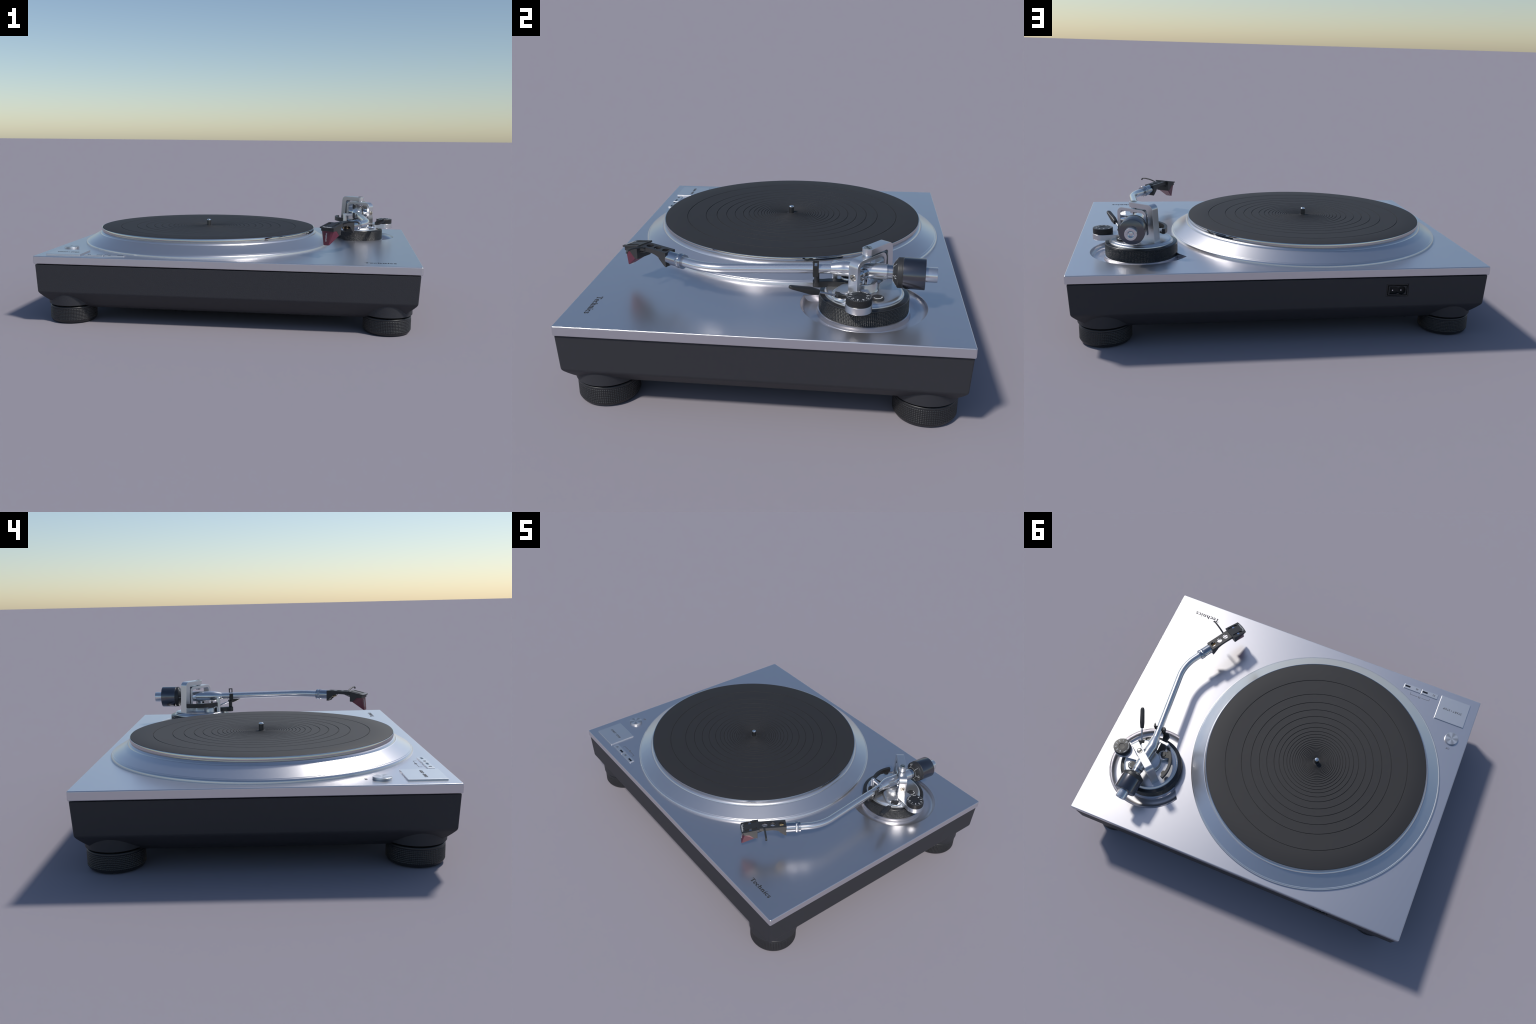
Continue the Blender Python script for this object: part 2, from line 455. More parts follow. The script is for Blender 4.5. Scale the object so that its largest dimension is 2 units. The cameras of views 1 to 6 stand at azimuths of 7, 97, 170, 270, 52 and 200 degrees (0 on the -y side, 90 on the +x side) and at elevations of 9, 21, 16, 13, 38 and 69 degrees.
def bar_outline(pts, wd):
    """thin printed line along an axis-aligned path, as separate boxes"""
    out = []
    for (xa, ya), (xb, yb) in zip(pts, pts[1:]):
        h = wd / 2
        out.append(rect(min(xa, xb) - h, max(xa, xb) + h, min(ya, yb) - h, max(ya, yb) + h))
    return out
bm = bmesh.new()
k = 0
for path in ([(-0.5790, -0.6775), (-0.5790, -0.6642), (-0.6244, -0.6642)], [(-0.6518, -0.6642), (-0.6992, -0.6642), (-0.6992, -0.6775)]):
    for o in bar_outline(path, 0.0022):
        prism_into(bm, o, DECK_Z - 0.0008, DECK_Z + 0.0003 + 0.0001 * (k % 2)); k += 1
make('speed_bracket_mark', bm, M_LIGHTINK, deck)
text_mesh('lettering', '78', 0.0165, M_LIGHTINK, deck, T((-0.6380, -0.6642, DECK_Z + 0.0003)), extrude=0.0003)
text_mesh('lettering', 'Off', 0.0165, M_LIGHTINK, deck, T((-0.9015, -0.4090, DECK_Z + 0.0003)), extrude=0.0003)

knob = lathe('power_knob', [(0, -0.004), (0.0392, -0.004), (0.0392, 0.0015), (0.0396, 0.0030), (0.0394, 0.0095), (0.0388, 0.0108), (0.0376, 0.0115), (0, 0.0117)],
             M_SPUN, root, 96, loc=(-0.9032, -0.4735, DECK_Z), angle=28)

# ------------------------------------------------------------------ maker's wordmark in slab-serif strokes
def stroke_poly(pts, widths):
    """outline of a polyline with changing width"""
    L, Rr = [], []
    n = len(pts)
    for i in range(n):
        p = V(pts[i]); t = (V(pts[min(i + 1, n - 1)]) - V(pts[max(i - 1, 0)])).normalized()
        nn = V((-t.y, t.x)); h = widths[i] / 2
        L.append(tuple(p + nn * h)); Rr.append(tuple(p - nn * h))
    return L + Rr[::-1]
def arc(cx, cy, rx, ry, a0, a1, wa, wb, n=14):
    """elliptic stroke, thick where it runs vertically, thin where horizontally"""
    pts, ws = [], []
    for i in range(n + 1):
        a = math.radians(a0 + (a1 - a0) * i / n)
        pts.append((cx + rx * math.cos(a), cy + ry * math.sin(a)))
        ws.append(wb + (wa - wb) * abs(math.cos(a)))
    return stroke_poly(pts, ws)
TH, TN, XH = 0.24, 0.13, 0.68
def stem(x, y0, y1): return rect(x - TH / 2, x + TH / 2, y0, y1)
def serif(x, y, wd=0.36): return rect(x - wd / 2, x + wd / 2, y - 0.035, y + 0.065)
def gl_T(): return [rect(0.0, 0.86, 0.88, 1.0), stem(0.43, 0.0, 1.0), serif(0.43, 0.035, 0.42), rect(0.0, 0.07, 0.72, 0.96), rect(0.79, 0.86, 0.72, 0.96)], 0.86
def gl_c(): return [arc(0.33, 0.33, 0.24, 0.31, 50, 320, TH, TN), circle(0.49, 0.52, 0.085, 10)], 0.60
def gl_e(): return [arc(0.34, 0.33, 0.25, 0.31, 0, 320, TH, TN), rect(0.14, 0.60, 0.325, 0.395)], 0.66
def gl_h(): return [stem(0.19, 0.0, 1.0), rect(0.02, 0.20, 0.93, 1.0), serif(0.19, 0.035), arc(0.42, 0.40, 0.22, 0.25, 0, 150, TH, TN), stem(0.64, 0.0, 0.42), serif(0.64, 0.035)], 0.84
def gl_n(): return [stem(0.19, 0.0, 0.68), rect(0.02, 0.20, 0.61, 0.68), serif(0.19, 0.035), arc(0.42, 0.40, 0.22, 0.25, 0, 150, TH, TN), stem(0.64, 0.0, 0.42), serif(0.64, 0.035)], 0.84
def gl_i(): return [stem(0.20, 0.0, 0.68), rect(0.03, 0.21, 0.61, 0.68), serif(0.20, 0.035), circle(0.20, 0.90, 0.105, 12)], 0.40
def gl_s(): return [arc(0.28, 0.49, 0.17, 0.155, 30, 262, TN + 0.05, TH * 0.8), arc(0.28, 0.185, 0.18, 0.155, 82, -150, TN + 0.05, TH * 0.8),
                    rect(0.44, 0.50, 0.46, 0.68), rect(0.05, 0.11, 0.0, 0.22)], 0.55
glyphs = [gl_T(), gl_e(), gl_c(), gl_h(), gl_n(), gl_i(), gl_c(), gl_s()]
GAP = 0.07
total = sum(g[1] for g in glyphs) + GAP * (len(glyphs) - 1)
X0, X1, YB, CAP = 0.7165, 0.8755, -0.6935, 0.0240
kx = (X1 - X0) / total
bm = bmesh.new(); xc = 0.0
for polys, wd in glyphs:
    for q, pl in enumerate(polys):
        pts = [(X0 + (xc + x) * kx, YB + y * CAP) for x, y in pl]
        prism_into(bm, pts, DECK_Z - 0.0010 - 0.00005 * q, DECK_Z + 0.0003 + 0.00008 * q)
    xc += wd + GAP
make('wordmark', bm, M_INK, deck)

# ------------------------------------------------------------------ tonearm base
bm = bmesh.new()
lathe_into(bm, [(0.100, 0.3470), (0.1735, 0.3470), (0.1742, 0.3475), (0.1742, 0.3480)], 312)
lathe_into(bm, [(0.1742, 0.4045), (0.1762, 0.4052), (0.1768, 0.4080), (0.1755, 0.4110), (0.1725, 0.4125), (0.140, 0.4125)], 312)
for f in [f for f in bm.faces if len(f.verts) > 10]: bm.faces.remove(f)
knurl_into(bm, 0.1772, 0.3480, 0.4045, 156, 10, 0.0026, 4)
base = make('height_adjustment_ring', bm, M_RING, root, 60, loc=BC)
lathe('ring_seat', [(0.150, 0.3250), (0.1870, 0.3250), (0.1845, 0.3272), (0.1826, 0.3310), (0.1818, 0.3360), (0.1816, 0.3440), (0.1808, 0.3468), (0.1785, 0.3482), (0.1740, 0.3486), (0.150, 0.3486)], M_DECK, base, 160)
disc = lathe('base_disc', [(0, 0.405), (0.1560, 0.405), (0.1560, 0.4150), (0.1552, 0.4168), (0.1532, 0.4180), (0.1512, 0.4195), (0.1500, 0.4225), (0.1480, 0.4262), (0.1445, 0.4284), (0.140, 0.4290), (0, 0.4290)],
      M_FRAME, base, 160)
lathe('pillar_hub', [(0, 0.4275), (0.062, 0.4275), (0.0595, 0.4300), (0.0575, 0.4340), (0.0570, 0.4640), (0.0560, 0.4666), (0.0535, 0.4680), (0, 0.4680)], M_FRAME, base, 96, T((0.0, -0.006, 0)))

def child_local(ob):      # meshes below are written in world coordinates
    ob.location = ob.location - BC
    return ob
# pivot frame: u across the yoke, v along it
PIV = V((0.7030, 0.3880, 0.5140))
G = V((0.790, -0.613, 0)).normalized(); N_ = V((-G.y, G.x, 0))
def yoke(u0=0.0):
    """local (x=u, y=z_world, z=v) -> world, centred on the pivot column"""
    m = Matrix((G, V((0, 0, 1)), -N_)).transposed().to_4x4()
    m.translation = V((PIV.x, PIV.y, 0)); return m

# fixed bracket: post on the platter side, bar over the pivot
pts = [(0.0215, 0.6120), (-0.1290, 0.6120), (-0.1415, 0.4240), (-0.0520, 0.4240), (-0.0560, 0.4560), (-0.1050, 0.4620), (-0.0980, 0.5860), (0.0215, 0.5860)]
ol = fillet(pts, [0, 0.026, 0, 0, 0.004, 0.010, 0.012, 0], 8)
bm = bmesh.new(); prism_into(bm, ol, -0.0222, 0.0222, 0)
ed = [e for e in bm.edges if all(abs(v.co.x - 0.0215) < 1e-5 for v in e.verts) and abs(e.verts[0].co.z - e.verts[1].co.z) < 1e-6]
bmesh.ops.bevel(bm, geom=ed, offset=0.0205, segments=8, profile=0.5, affect='EDGES')
ed = [e for e in bm.edges if len(e.link_faces) == 2 and e.calc_face_angle(0) > math.radians(50)]
bmesh.ops.bevel(bm, geom=ed, offset=0.0022, segments=2, profile=0.5, affect='EDGES', clamp_overlap=True)
child_local(make('support_bracket', bm, M_FRAME, base, 32, True, yoke()))
def slotted_screw(name, origin, direction, r, mat, parent, ring=None):
    bm = bmesh.new()
    m = axis_frame(origin, direction)
    lathe_into(bm, [(0, -0.004), (r * 0.80, -0.004), (r * 0.80, 0.0004), (r * 0.66, 0.0012), (0, 0.0014)], 28, m)
    lathe_into(bm, [(r * 0.86, -0.003), (r, -0.003), (r, 0.0011), (r * 0.93, 0.0016), (r * 0.86, 0.0010)], 28, m)
    o = make(name, bm, mat, parent, 30)
    bm = bmesh.new()
    prism_into(bm, rect(-r * 0.62, r * 0.62, -r * 0.11, r * 0.11), 0.0002, 0.00175, 0, 1, m @ RZ(0.6))
    s = make('screw_slot', bm, M_GAP, parent)
    return o, s
for o in slotted_screw('pivot_screw', (PIV.x, PIV.y, 0.6122), (0, 0, 1), 0.0155, M_SCREW, base): child_local(o)

# anti-skating plate and knob
AK = V((0.856, 0.360, 0))
ol = hull2d(circle(AK.x, AK.y, 0.0500, 64) + [(0.7525, 0.3215), (0.715, 0.335), (0.705, 0.392), (0.742, 0.3990)])
child_local(prism('anti_skating_plate', ol, 0.4215, 0.4495, M_FRAME, base, 0.0018, 3))
kp = [(0, 0.448), (0.0470, 0.448), (0.0482, 0.4515)]
z = 0.4520
for i in range(6):
    kp += [(0.0484, z), (0.0484, z + 0.0022), (0.0474, z + 0.0026), (0.0474, z + 0.0034)]; z += 0.0038
kp += [(0.0482, 0.4752), (0.0472, 0.4772), (0.0455, 0.4778), (0.0445, 0.47795), (0.0180, 0.4780), (0.0170, 0.4780), (0.0160, 0.4776), (0.0155, 0.4764), (0, 0.4760)]
akn = lathe('anti_skating_knob', kp, M_BLACK, base, 96, T(AK), angle=25); child_local(akn)
for i, ch in enumerate('0123456'):
    a = math.radians(-115 + i * 36)
    mt = T(AK + V((math.cos(a), math.sin(a), 0)) * 0.0330 + V((0, 0, 0.4781))) @ RZ(a - PI / 2)
    child_local(text_mesh('knob_numeral', ch, 0.0165, M_WHITE, base, mt, 0.0003))
for i, ch in enumerate('ANTI-SKATING'):
    a = math.radians(232 - 6 * 8.6 + 0 + i * 8.6 - 76 + 30)
    mt = T(AK + V((math.cos(a), math.sin(a), 0)) * 0.0415 + V((0, 0, 0.4781))) @ RZ(a + PI / 2)
    child_local(text_mesh('knob_lettering', ch, 0.0095, M_WHITE, base, mt, 0.0003))
bm = bmesh.new()
for i in range(25):
    a = math.radians(-115 + i * 9)
    prism_into(bm, rect(-0.0005, 0.0005, 0.0425, 0.0452), 0.4772, 0.4782, mtx=T(AK) @ RZ(a - PI / 2))
child_local(make('knob_scale', bm, M_WHITE, base))

# lock button with white mark
LB = V((0.7637, 0.4312, 0))
child_local(lathe('arm_lock_button', [(0, 0.428), (0.0240, 0.428), (0.0240, 0.4350), (0.0225, 0.4375), (0, 0.4378)], M_DIAL, base, 48, T(LB)))
bm = bmesh.new()
prism_into(bm, stroke_poly([(0.0165 * math.cos(math.radians(a)), 0.0165 * math.sin(math.radians(a))) for a in range(-60, 101, 10)], [0.0035] * 17), 0.4370, 0.4381, mtx=T(LB))
child_local(make('lock_mark', bm, M_WHITE, base))

# cueing lever: pivot block in a raised cup, thin rod, tapered handle
CB = V((0.7690, 0.2930, 0))
child_local(lathe('cueing_cup', [(0, 0.428), (0.0385, 0.428), (0.0368, 0.4345), (0.0345, 0.4372), (0.0318, 0.4372), (0.0300, 0.4340), (0, 0.4330)], M_ARM, base, 48, T(CB + V((-0.006, 0.004, 0)))))
ldir = V((0.8462, 0.1005, 0.4990)) - V((0.7725, 0.2830, 0.4395))
ld = ldir.normalized()
P0 = V((0.7725, 0.2830, 0.4395))
m = axis_frame(P0 - ld * 0.024, ld)
bm = bmesh.new(); prism_into(bm, fillet(rect(-0.018, 0.018, -0.010, 0.010), 0.004, 3), 0, 0.034, 0.002, 2, m)
child_local(make('cueing_pivot', bm, M_BLACK, base, 32, True))
bm = bmesh.new(); sweep_into(bm, [P0, P0 + ld * 0.105], 0.0042, 14)
child_local(make('cueing_rod', bm, M_COLLAR, base))
bm = bmesh.new()
hx_ = V((0, 0, 1)).cross(ld).normalized(); hy_ = ld.cross(hx_)
rings = []
for s_, wd, th in ((0.082, 0.0080, 0.0085), (0.084, 0.0105, 0.0105), (0.092, 0.0112, 0.0118), (0.112, 0.0128, 0.0140), (0.122, 0.0130, 0.0138), (0.150, 0.0128, 0.0108),
                   (0.180, 0.0124, 0.0080), (0.192, 0.0118, 0.0072), (0.199, 0.0100, 0.0064), (0.2035, 0.0070, 0.0050), (0.2055, 0.0030, 0.0025)):
    rg = []
    for k in range(20):
        a = 2 * PI * k / 20
        ca, sa = math.cos(a), math.sin(a)
        sx_, sy_ = abs(ca) ** 0.6 * (1 if ca > 0 else -1), abs(sa) ** 0.6 * (1 if sa > 0 else -1)
        rg.append(bm.verts.new(P0 + ld * s_ + hx_ * (wd * sx_) + hy_ * (th * sy_)))
    rings.append(rg)
for ra, rb in zip(rings, rings[1:]):
    for k in range(20): bm.faces.new((ra[k], ra[(k + 1) % 20], rb[(k + 1) % 20], rb[k]))
bm.faces.new(rings[0][::-1]); bm.faces.new(rings[-1])
child_local(make('cueing_handle', bm, M_BLACK, base, 40))

# lift housing beside the pillar
child_local(prism('lift_housing', hull2d(circle(0.738, 0.292, 0.034, 32) + circle(0.700, 0.318, 0.040, 32)), 0.427, 0.4470, M_FRAME, base, 0.010, 5))

# curved lift bar (channel) on the platter side
def arc_band(r0, r1, a0, a1, n=28):
    o = [(PIV.x + r1 * math.cos(math.radians(a0 + (a1 - a0) * i / n)), PIV.y + r1 * math.sin(math.radians(a0 + (a1 - a0) * i / n))) for i in range(n + 1)]
    i_ = [(PIV.x + r0 * math.cos(math.radians(a0 + (a1 - a0) * i / n)), PIV.y + r0 * math.sin(math.radians(a0 + (a1 - a0) * i / n))) for i in range(n + 1)]
    return o + i_[::-1]
child_local(prism('lift_bar', arc_band(0.1455, 0.1610, 157, 229), 0.4625, 0.4870, M_BLACK, base, 0.0015, 2))
child_local(prism('lift_bar_tab', hull2d(circle(0.6135, 0.3120, 0.0185, 24) + [(0.578, 0.300), (0.570, 0.322), (0.588, 0.286)]), 0.4600, 0.4680, M_BLACK, base, 0.001, 2))
child_local(prism('lift_bar_tab', hull2d([(0.562, 0.448), (0.580, 0.418), (0.576, 0.404), (0.563, 0.400), (0.558, 0.436)]), 0.4600, 0.4690, M_BLACK, base, 0.001, 2))
child_local(lathe('lift_boss', [(0.0, 0.428), (0.0295, 0.428), (0.0285, 0.4540), (0.0270, 0.4570), (0.0235, 0.4570), (0.0220, 0.4540), (0, 0.4530)], M_FRAME, base, 40, T(V((0.6185, 0.3150, 0)))))
child_local(lathe('lift_screw', [(0, 0.455), (0.0140, 0.455), (0.0140, 0.4700), (0.0125, 0.4720), (0, 0.4722)], M_DIAL, base, 32, T(V((0.6135, 0.3120, 0)))))

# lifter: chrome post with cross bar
LP = V((0.6075, 0.2635, 0))
child_local(lathe('lifter_post', [(0, 0.412), (0.0115, 0.412), (0.0115, 0.5120), (0.0108, 0.5155), (0.0085, 0.5175), (0, 0.5180)], M_FRAME, base, 32, T(LP)))
bd = (V((0.6590, 0.2600, 0)) - LP).normalized(); bn = V((-bd.y, bd.x, 0))
m = Matrix((bd, bn, V((0, 0, 1)))).transposed().to_4x4(); m.translation = LP
child_local(prism('lifter_bar', fillet([(0.0, -0.0075), (0.0560, -0.0075), (0.0560, 0.034), (0.0440, 0.034), (0.0440, 0.0075), (0.0, 0.0075)], [0, 0.004, 0.002, 0.002, 0.003, 0], 3), 0.5030, 0.5165, M_FRAME, base, 0.0015, 2, m))

# arm rest: black arm, post and spring clip
ol = fillet([(0.668, 0.335), (0.664, 0.300), (0.6635, 0.235), (0.6720, 0.200), (0.6690, 0.178), (0.6480, 0.1765), (0.6375, 0.190), (0.6390, 0.215), (0.6300, 0.240), (0.6270, 0.335)], [0, 0, 0.02, 0.02, 0.010, 0.010, 0.012, 0.02, 0.02, 0], 5)
rest = prism('arm_rest', ol, 0.4245, 0.4510, M_BLACK, base, 0.0025, 2); child_local(rest)
RP = V((0.6660, 0.1930, 0))
child_local(lathe('arm_rest_post', [(0, 0.446), (0.0105, 0.446), (0.0105, 0.4880), (0, 0.4880)], M_BLACK, base, 28, T(RP)))
def clip_m(): # local (x across arm, y up, z along arm)
    a = math.radians(6.0)
    ax_ = V((math.cos(a), math.sin(a), 0)); al = V((-math.sin(a), math.cos(a), 0))
    mm = Matrix((ax_, V((0, 0, 1)), -al)).transposed().to_4x4(); mm.translation = V((0.6900, 0.1895, 0)); return mm
ol = fillet([(-0.0285, 0.4860), (0.0250, 0.4860), (0.0268, 0.5300), (0.0225, 0.5300), (0.0210, 0.4935), (-0.0225, 0.4935), (-0.0225, 0.5290), (-0.0285, 0.5310)],
            [0.006, 0.006, 0.001, 0.001, 0.010, 0.010, 0.001, 0.002], 5)
child_local(prism('arm_clip', ol, -0.0110, 0.0110, M_BLACK, base, 0.0010, 1, clip_m()))
# latch loop of the clip
lo = [(-0.0112, 0.5270), (0.0112, 0.5270), (0.0112, 0.5560), (-0.0112, 0.5560)]
li = [(-0.0052, 0.5335), (0.0052, 0.5335), (0.0052, 0.5510), (-0.0052, 0.5510)]
mm = clip_m() @ Matrix(((0, 0, 1, 0.0215), (0, 1, 0, 0), (-1, 0, 0, 0), (0, 0, 0, 1)))
child_local(prism('clip_latch', lo, 0.0010, 0.0058, M_BLACK, base, 0.0005, 1, mm, holes=[li]))
# fold-over catch on the platter side
mm = clip_m() @ Matrix(((0, 0, 1, -0.0300), (0, 1, 0, 0), (-1, 0, 0, 0), (0, 0, 0, 1)))
child_local(prism('clip_latch', fillet(rect(-0.0095, 0.0095, 0.4960, 0.5300), 0.002, 2), -0.0045, 0.0030, M_BLACK, base, 0.0008, 1, mm))

# ------------------------------------------------------------------ tonearm
AZ = 0.5145
KINK = V((0.6795, 0.2990, AZ))
SH_AX = V((-0.503, -0.865, 0)).normalized(); SH_W = V((0.865, -0.503, 0)).normalized()
SH_O = V((0.6393, -0.4036, 0)) - SH_W * 0.0
ELB = V((0.7355, -0.2380, AZ))
def bez_elbow(p, c, q, n=16):
    return [(p * (1 - t) ** 2 + c * (2 * t * (1 - t)) + q * t ** 2) for t in [i / n for i in range(n + 1)]]
d1 = (ELB - KINK).normalized()
endp = V((SH_O.x, SH_O.y, AZ)) - SH_AX * 0.066
d2 = (endp - ELB).normalized()
# circular elbow tangent to both straight runs
tl = 0.078
p1 = ELB - d1 * tl; q1 = ELB + d2 * tl
path = [KINK + d1 * s for s in (0.0, 0.048, 0.050)] + [KINK + d1 * 0.10]
# circular arc via half-angle
phi = d1.angle(d2); rad = tl / math.tan((PI - phi) / 2) if phi > 0 else 1
rad = tl / math.tan(phi / 2)
cen = p1 + (d2 - d1 * d1.dot(d2)).normalized() * rad
perp = (p1 - cen).normalized()
path.append(p1 - d1 * 0.02)
for i in range(21):
    a = phi * i / 20
    path.append(cen + perp * (rad * math.cos(a)) + d1 * (rad * math.sin(a)))
path += [q1 + d2 * 0.01, endp]
bm = bmesh.new()
sweep_into(bm, path, 0.0196, 40)
arm = make('tonearm', bm, M_ARM, root, 60)

# barrel: taper in front of the yoke and the straight rear part behind it
RD = V((0.0860, 0.9963, 0)).normalized()        # rear axis
RC = V((0.7070, 0.6060, AZ))
def rear(y): return RC + RD * ((y - RC.y) / RD.y)
front = [(0.052, 0.0197), (0.051, 0.0212), (0.046, 0.0222), (0.030, 0.0258), (0.014, 0.0290), (0.004, 0.0303), (-0.010, 0.0306)]
bm = bmesh.new()
bp, br_ = [], []
for s, r in front:
    bp.append(KINK + d1 * s); br_.append(r)
for y in (0.330, 0.360, 0.400, 0.440, 0.4640):
    bp.append(rear(y)); br_.append(0.0306)
sweep_into(bm, bp, br_, 40)
make('arm_barrel', bm, M_ARM, arm, 32)
m = axis_frame(rear(0.4640), RD)
bm = bmesh.new()
lathe_into(bm, [(0, -0.002), (0.0275, -0.002), (0.0275, 0.0015), (0.0300, 0.0022), (0.0300, 0.0045), (0.0272, 0.0055), (0.0272, 0.050), (0, 0.050)], 40, m)
make('arm_sleeve', bm, M_COLLAR, arm, 30)

# counterweight along the rear axis (local z = rearwards, 0 at the dial's front face)
m = axis_frame(rear(0.4860), RD)
bm = bmesh.new()
lathe_into(bm, [(0.0265, 0.0005), (0.0310, 0.0), (0.0570, 0.0180), (0.0585, 0.0195), (0.0585, 0.0202)], 180, m)
lathe_into(bm, [(0.0585, 0.0362), (0.0594, 0.0370), (0.0594, 0.0392), (0.030, 0.0392)], 180, m)
for f in [f for f in bm.faces if len(f.verts) > 10]: bm.faces.remove(f)
b3 = bmesh.new(); knurl_into(b3, 0.0597, 0.0202, 0.0362, 90, 5, 0.0012, 2)
bmesh.ops.transform(b3, matrix=m, verts=b3.verts)
tm = bpy.data.meshes.new('t'); b3.to_mesh(tm); b3.free(); bm.from_mesh(tm); bpy.data.meshes.remove(tm)
make('stylus_force_dial', bm, M_DIAL, arm, 50)
bm = bmesh.new()
lathe_into(bm, [(0, 0.0388), (0.0592, 0.0388), (0.0604, 0.0400), (0.0604, 0.1205), (0.0596, 0.1222), (0.0580, 0.1230), (0, 0.1230)], 96, m)
make('counterweight', bm, M_WEIGHT, arm, 30)
bm = bmesh.new()
lathe_into(bm, [(0, 0.110), (0.0292, 0.110), (0.0292, 0.1655), (0.0284, 0.1672), (0.0200, 0.1676), (0.0172, 0.1668), (0.0160, 0.1650), (0.0145, 0.1590), (0.0100, 0.1560), (0.0050, 0.1572), (0, 0.1578)], 48, m)
make('rear_stub', bm, M_ARM, arm, 30)
# force scale printed on the cone of the dial
bm = bmesh.new()
cs = math.hypot(0.026, 0.018)
def cone_frame(a):
    rad_ = V((math.cos(a), math.sin(a), 0)); sl = (rad_ * 0.026 + V((0, 0, 0.018))).normalized(); tn = V((-math.sin(a), math.cos(a), 0))
    nn = tn.cross(sl)
    if nn.z > 0: nn = -nn
    f = Matrix((nn.cross(sl) * -1, sl, nn)).transposed().to_4x4()
    f = Matrix((sl.cross(nn), sl, nn)).transposed().to_4x4()
    f.translation = rad_ * 0.0310 + V((0, 0, 0.0)); return f
for i in range(36):
    a = 2 * PI * i / 36
    ln = 0.0140 if i % 6 == 0 else 0.0045
    wd = 0.0008 if i % 6 == 0 else 0.0005
    prism_into(bm, rect(-wd, wd, 0.0014, ln), -0.0004, 0.0004, mtx=m @ cone_frame(a))
make('dial_scale', bm, M_WHITE, arm)
for i, ch in enumerate(['0', '0.5', '1', '1.5', '2', '2.5']):
    a = 2 * PI * i / 6
    text_mesh('dial_numeral', ch, 0.0140, M_WHITE, arm, m @ cone_frame(a) @ T((0, 0.0205, 0.0001)), 0.0003)

# gimbal yoke
UL, UR, TK = -0.0945, 0.0872, 0.0180
oy = fillet([(UL, 0.4580), (UL, 0.5805), (UR, 0.5805), (UR, 0.4300), (UR - TK, 0.4300), (UR - TK, 0.5640), (UL + TK, 0.5640), (UL + TK, 0.4580)],
            [0, 0.030, 0.030, 0, 0, 0.016, 0.016, 0], 8)
prism('gimbal_yoke', oy, -0.0215, 0.0215, M_FRAME, arm, 0.0022, 2, yoke())
for u, s_ in ((UR + 0.0002, 1), (UL - 0.0002, -1)):
    slotted_screw('bearing_screw', PIV + G * u, G * s_, 0.0135, M_SCREW, arm)
bm = bmesh.new()
mx = axis_frame(PIV + G * (UL + TK - 0.002), G)
lathe_into(bm, [(0, 0.0), (0.0185, 0.0), (0.0185, 0.036), (0.0170, 0.0375), (0.0170, 0.104), (0.0240, 0.1050), (0.0240, 0.1220), (0.0200, 0.1230), (0.0200, 0.1490), (0, 0.1490)], 40, mx)
make('bearing_shaft', bm, M_CHROME, arm, 30)
bm = bmesh.new()
lathe_into(bm, [(0, 0.4690), (0.0200, 0.4690), (0.0200, 0.4900), (0.0150, 0.4930), (0, 0.4930)], 32, T(V((PIV.x, PIV.y, 0))))
lathe_into(bm, [(0, 0.5560), (0.0160, 0.5560), (0.0160, 0.5880), (0, 0.5880)], 32, T(V((PIV.x, PIV.y, 0))))
make('vertical_bearing', bm, M_CHROME, arm, 30)

# locking collar behind the headshell
m = axis_frame(V((SH_O.x, SH_O.y, AZ)) - SH_AX * 0.078, SH_AX)
bm = bmesh.new()
lathe_into(bm, [(0.0190, 0.0), (0.0285, 0.0), (0.0298, 0.0014), (0.0298, 0.0105), (0.0284, 0.0115), (0.0284, 0.0135)], 96, m)
lathe_into(bm, [(0.0284, 0.0275), (0.0284, 0.0285), (0.0272, 0.0300), (0.0272, 0.0795), (0, 0.0795)], 96, m)
for f in [f for f in bm.faces if len(f.verts) > 10]: bm.faces.remove(f)
b3 = bmesh.new(); knurl_into(b3, 0.0300, 0.0135, 0.0275, 24, 1, 0.0014, 4)
bmesh.ops.transform(b3, matrix=m, verts=b3.verts)
tm = bpy.data.meshes.new('t'); b3.to_mesh(tm); b3.free(); bm.from_mesh(tm); bpy.data.meshes.remove(tm)
make('locking_collar', bm, M_COLLAR, arm, 30)

# ------------------------------------------------------------------ headshell; local frame (s forward, w right, z up)
CW_ = -0.0022
def shell_m(flip=False):
    mm = Matrix((SH_AX, SH_W, V((0, 0, 1)))).transposed().to_4x4()    # s forward, w to the right, z up
    mm.translation = V((SH_O.x, SH_O.y, 0)) + SH_W * CW_; return mm
SM = shell_m()
HW = 0.0282
TOP = 0.5420
bm = bmesh.new()
holes = [circle(0.1135, 0, 0.0158, 28), circle(0.0700, 0, 0.0158, 28),
         [(0.0238 + 0.0150 * math.cos(math.radians(a)), 0.0150 * math.sin(math.radians(a))) for a in range(-140, 141, 10)]]
prism_into(bm, [(0.0, -HW), (0.149, -HW), (0.149, HW), (0.0, HW)], TOP - 0.0065, TOP, 0, 1, SM, holes)
# side walls with the arched lower edge
wall = [(0.0, TOP - 0.003), (0.0, 0.4805), (0.0060, 0.4825), (0.0140, 0.4880), (0.0330, 0.5050), (0.0375, 0.5085), (0.0395, 0.5140), (0.0480, 0.5180), (0.0600, 0.5215), (0.0754, 0.5240), (0.1050, 0.5238), (0.150, 0.5200), (0.150, TOP - 0.003)]
for s in (1, -1):
    wm = SM @ Matrix(((1, 0, 0, 0), (0, 0, -1, s * (HW - 0.0030)), (0, 1, 0, 0), (0, 0, 0, 1)))
    prism_into(bm, wall, -0.0028, 0.0028, 0, 1, wm)
# rear wall
prism_into(bm, rect(0.0003, 0.011, -HW + 0.004, HW - 0.004), 0.4812, TOP - 0.004, 0, 1, SM)
shell = make('headshell', bm, M_SHELL, arm, 30, True)
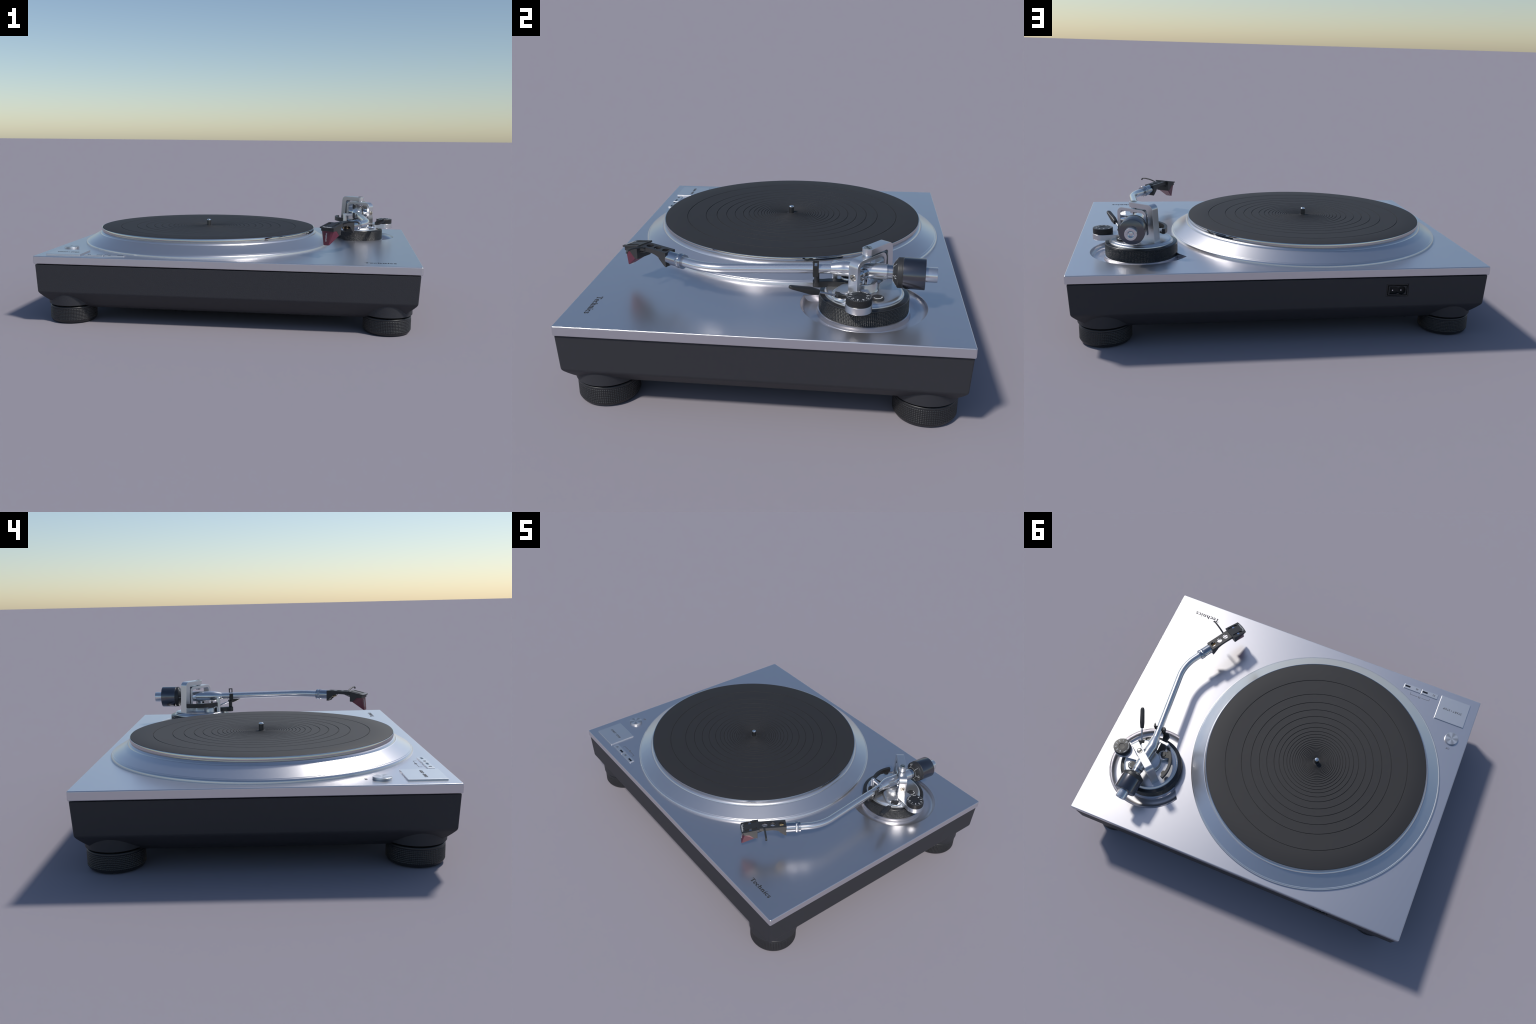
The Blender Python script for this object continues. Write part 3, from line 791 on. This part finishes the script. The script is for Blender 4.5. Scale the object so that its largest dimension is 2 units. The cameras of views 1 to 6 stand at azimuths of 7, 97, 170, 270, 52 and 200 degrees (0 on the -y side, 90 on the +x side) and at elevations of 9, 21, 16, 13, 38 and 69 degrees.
# front mounting plate, sloping down towards the tip, with two screw slots
FHW = 0.0420
def slot(wc, s0, s1, h): 
    return [(s0 + h * (1 - math.sin(math.radians(a))) if False else s0 + h - h * math.cos(math.radians(a)), wc + h * math.sin(math.radians(a))) for a in range(-90, 91, 15)] + \
           [(s1 - h + h * math.cos(math.radians(a)), wc + h * math.sin(math.radians(a))) for a in range(90, -91, -15)]
fo = [(0.1460, -FHW), (0.2385, -FHW), (0.2412, -FHW * 0.72), (0.2432, -FHW * 0.36), (0.2438, 0), (0.2432, FHW * 0.36), (0.2412, FHW * 0.72), (0.2385, FHW), (0.1460, FHW), (0.1445, HW), (0.1445, -HW)]
slope = math.atan2(0.5460 - 0.5268, 0.0975)
FM = SM @ T((0.1460, 0, 0.5458)) @ Matrix.Rotation(slope, 4, 'Y') @ T((-0.1460, 0, 0))
b3 = bmesh.new()
prism_into(b3, fo, -0.0062, 0.0, 0, 1, FM, [slot(0.0262, 0.1545, 0.2200, 0.0074), slot(-0.0262, 0.1545, 0.2200, 0.0074)])
make('headshell_plate', b3, M_SHELL, arm, 30, True)
text_mesh('headshell_lettering', 'Technics', 0.0155, M_WHITE, arm, FM @ T((0.2335, 0.0, 0.0003)) @ RZ(PI / 2), 0.0003)
for s in (1, -1):
    b3 = bmesh.new()
    lathe_into(b3, [(0, -0.0100), (0.0086, -0.0110), (0.0086, -0.0050), (0.0078, -0.0042), (0, -0.0040)], 24, FM @ T((0.1925, s * 0.0256, 0)))
    make('cartridge_screw', b3, M_BLUEHEAD, arm, 30)
# wires and gold terminals seen through the holes and under the arch
for k_ in range(4):
    w0 = -0.012 + 0.024 * (k_ % 2); zz = 0.521 if k_ < 2 else 0.508
    b3 = bmesh.new(); sweep_into(b3, [SM @ V((0.008, w0, zz)), SM @ V((0.046, w0, zz))], 0.0042, 12)
    make('terminal_pin', b3, M_GOLD, arm)
for k_ in range(4):
    w0 = -0.012 + 0.024 * (k_ % 2); zz = 0.521 if k_ < 2 else 0.508; w1 = -0.021 + 0.014 * k_
    pa = [SM @ V(p) for p in ((0.044, w0, zz), (0.070, w0 * 1.2, 0.5290), (0.100, (w0 + w1) * 0.5 + 0.004 * (-1) ** k_, 0.5260), (0.130, w1, 0.5160), (0.158, w1, 0.5080))]
    q = []
    for i in range(len(pa) - 1):
        for t in (0, 0.25, 0.5, 0.75):
            P_ = [pa[max(i - 1, 0)], pa[i], pa[i + 1], pa[min(i + 2, len(pa) - 1)]]
            q.append(0.5 * (2 * P_[1] + (P_[2] - P_[0]) * t + (2 * P_[0] - 5 * P_[1] + 4 * P_[2] - P_[3]) * t * t + (3 * P_[1] - P_[0] - 3 * P_[2] + P_[3]) * t ** 3))
    q.append(pa[-1])
    b3 = bmesh.new(); sweep_into(b3, q, 0.0016, 8)
    make('lead_wire', b3, M_BLACK, arm)
# finger lift
fl = [(0.1180, 0.024, 0.5365), (0.1182, 0.040, 0.5430), (0.1186, 0.058, 0.5485), (0.1190, 0.078, 0.5525), (0.1192, 0.098, 0.5545), (0.1192, 0.113, 0.5540), (0.1192, 0.1195, 0.5520), (0.1192, 0.1225, 0.5480), (0.1192, 0.1235, 0.5430)]
b3 = bmesh.new()
sweep_into(b3, [SM @ V((s, w_, z_)) for s, w_, z_ in fl], 0.0050, 12, True, (1.0, 0.75))
make('finger_lift', b3, M_SHELL, arm, 40)

# cartridge body: side profile extruded across
cb = [(0.1550, 0.5395), (0.1550, 0.4838), (0.1712, 0.4828), (0.1990, 0.5085), (0.2292, 0.5075), (0.2292, 0.5245)]
CM = SM @ Matrix(((1, 0, 0, 0), (0, 0, -1, 0), (0, 1, 0, 0), (0, 0, 0, 1)))
cart = prism('cartridge_body', cb, -0.0385, 0.0385, M_SHELL, arm, 0.0010, 1, CM)
# red stylus assembly: faceted wedge
pts = []
for s in (1, -1):
    pts += [(0.2290, 0.022 * s, 0.5072), (0.2225, 0.0365 * s, 0.5078), (0.1990, 0.0370 * s, 0.5083), (0.1720, 0.0370 * s, 0.4826),
            (0.1640, 0.0300 * s, 0.4832), (0.2385, 0.0150 * s, 0.4362), (0.2340, 0.0165 * s, 0.4358), (0.2290, 0.0155 * s, 0.4378), (0.2385, 0.0080 * s, 0.4356)]
b3 = bmesh.new()
for p in pts: b3.verts.new(p)
r = bmesh.ops.convex_hull(b3, input=b3.verts)
bmesh.ops.dissolve_limit(b3, angle_limit=0.02, verts=b3.verts, edges=b3.edges)
make('stylus_guard', b3, M_RED, arm, 10, mtx=SM)
b3 = bmesh.new()
sweep_into(b3, [SM @ V((0.220, 0, 0.4420)), SM @ V((0.2365, 0, 0.4335))], 0.0012, 8)
sweep_into(b3, [SM @ V((0.2360, 0, 0.4340)), SM @ V((0.2363, 0, 0.4300))], [0.0012, 0.0004], 8)
make('stylus', b3, M_WHITE, arm)
fd = V((0.2385 - 0.2290, 0, 0.4362 - 0.5072)).normalized()     # down the front face
wr = V((0, -1, 0))
nn = V((fd.z * -1, 0, fd.x)); nn = nn if nn.x > 0 else -nn
fm = Matrix((fd * -1, nn.cross(fd * -1), nn)).transposed().to_4x4(); fm.translation = V((0.2332, -0.004, 0.4765)) + nn * 0.0003
text_mesh('cartridge_lettering', 'ortofon', 0.0145, M_LIGHTINK if False else M_WHITE, arm, SM @ fm, 0.0003)
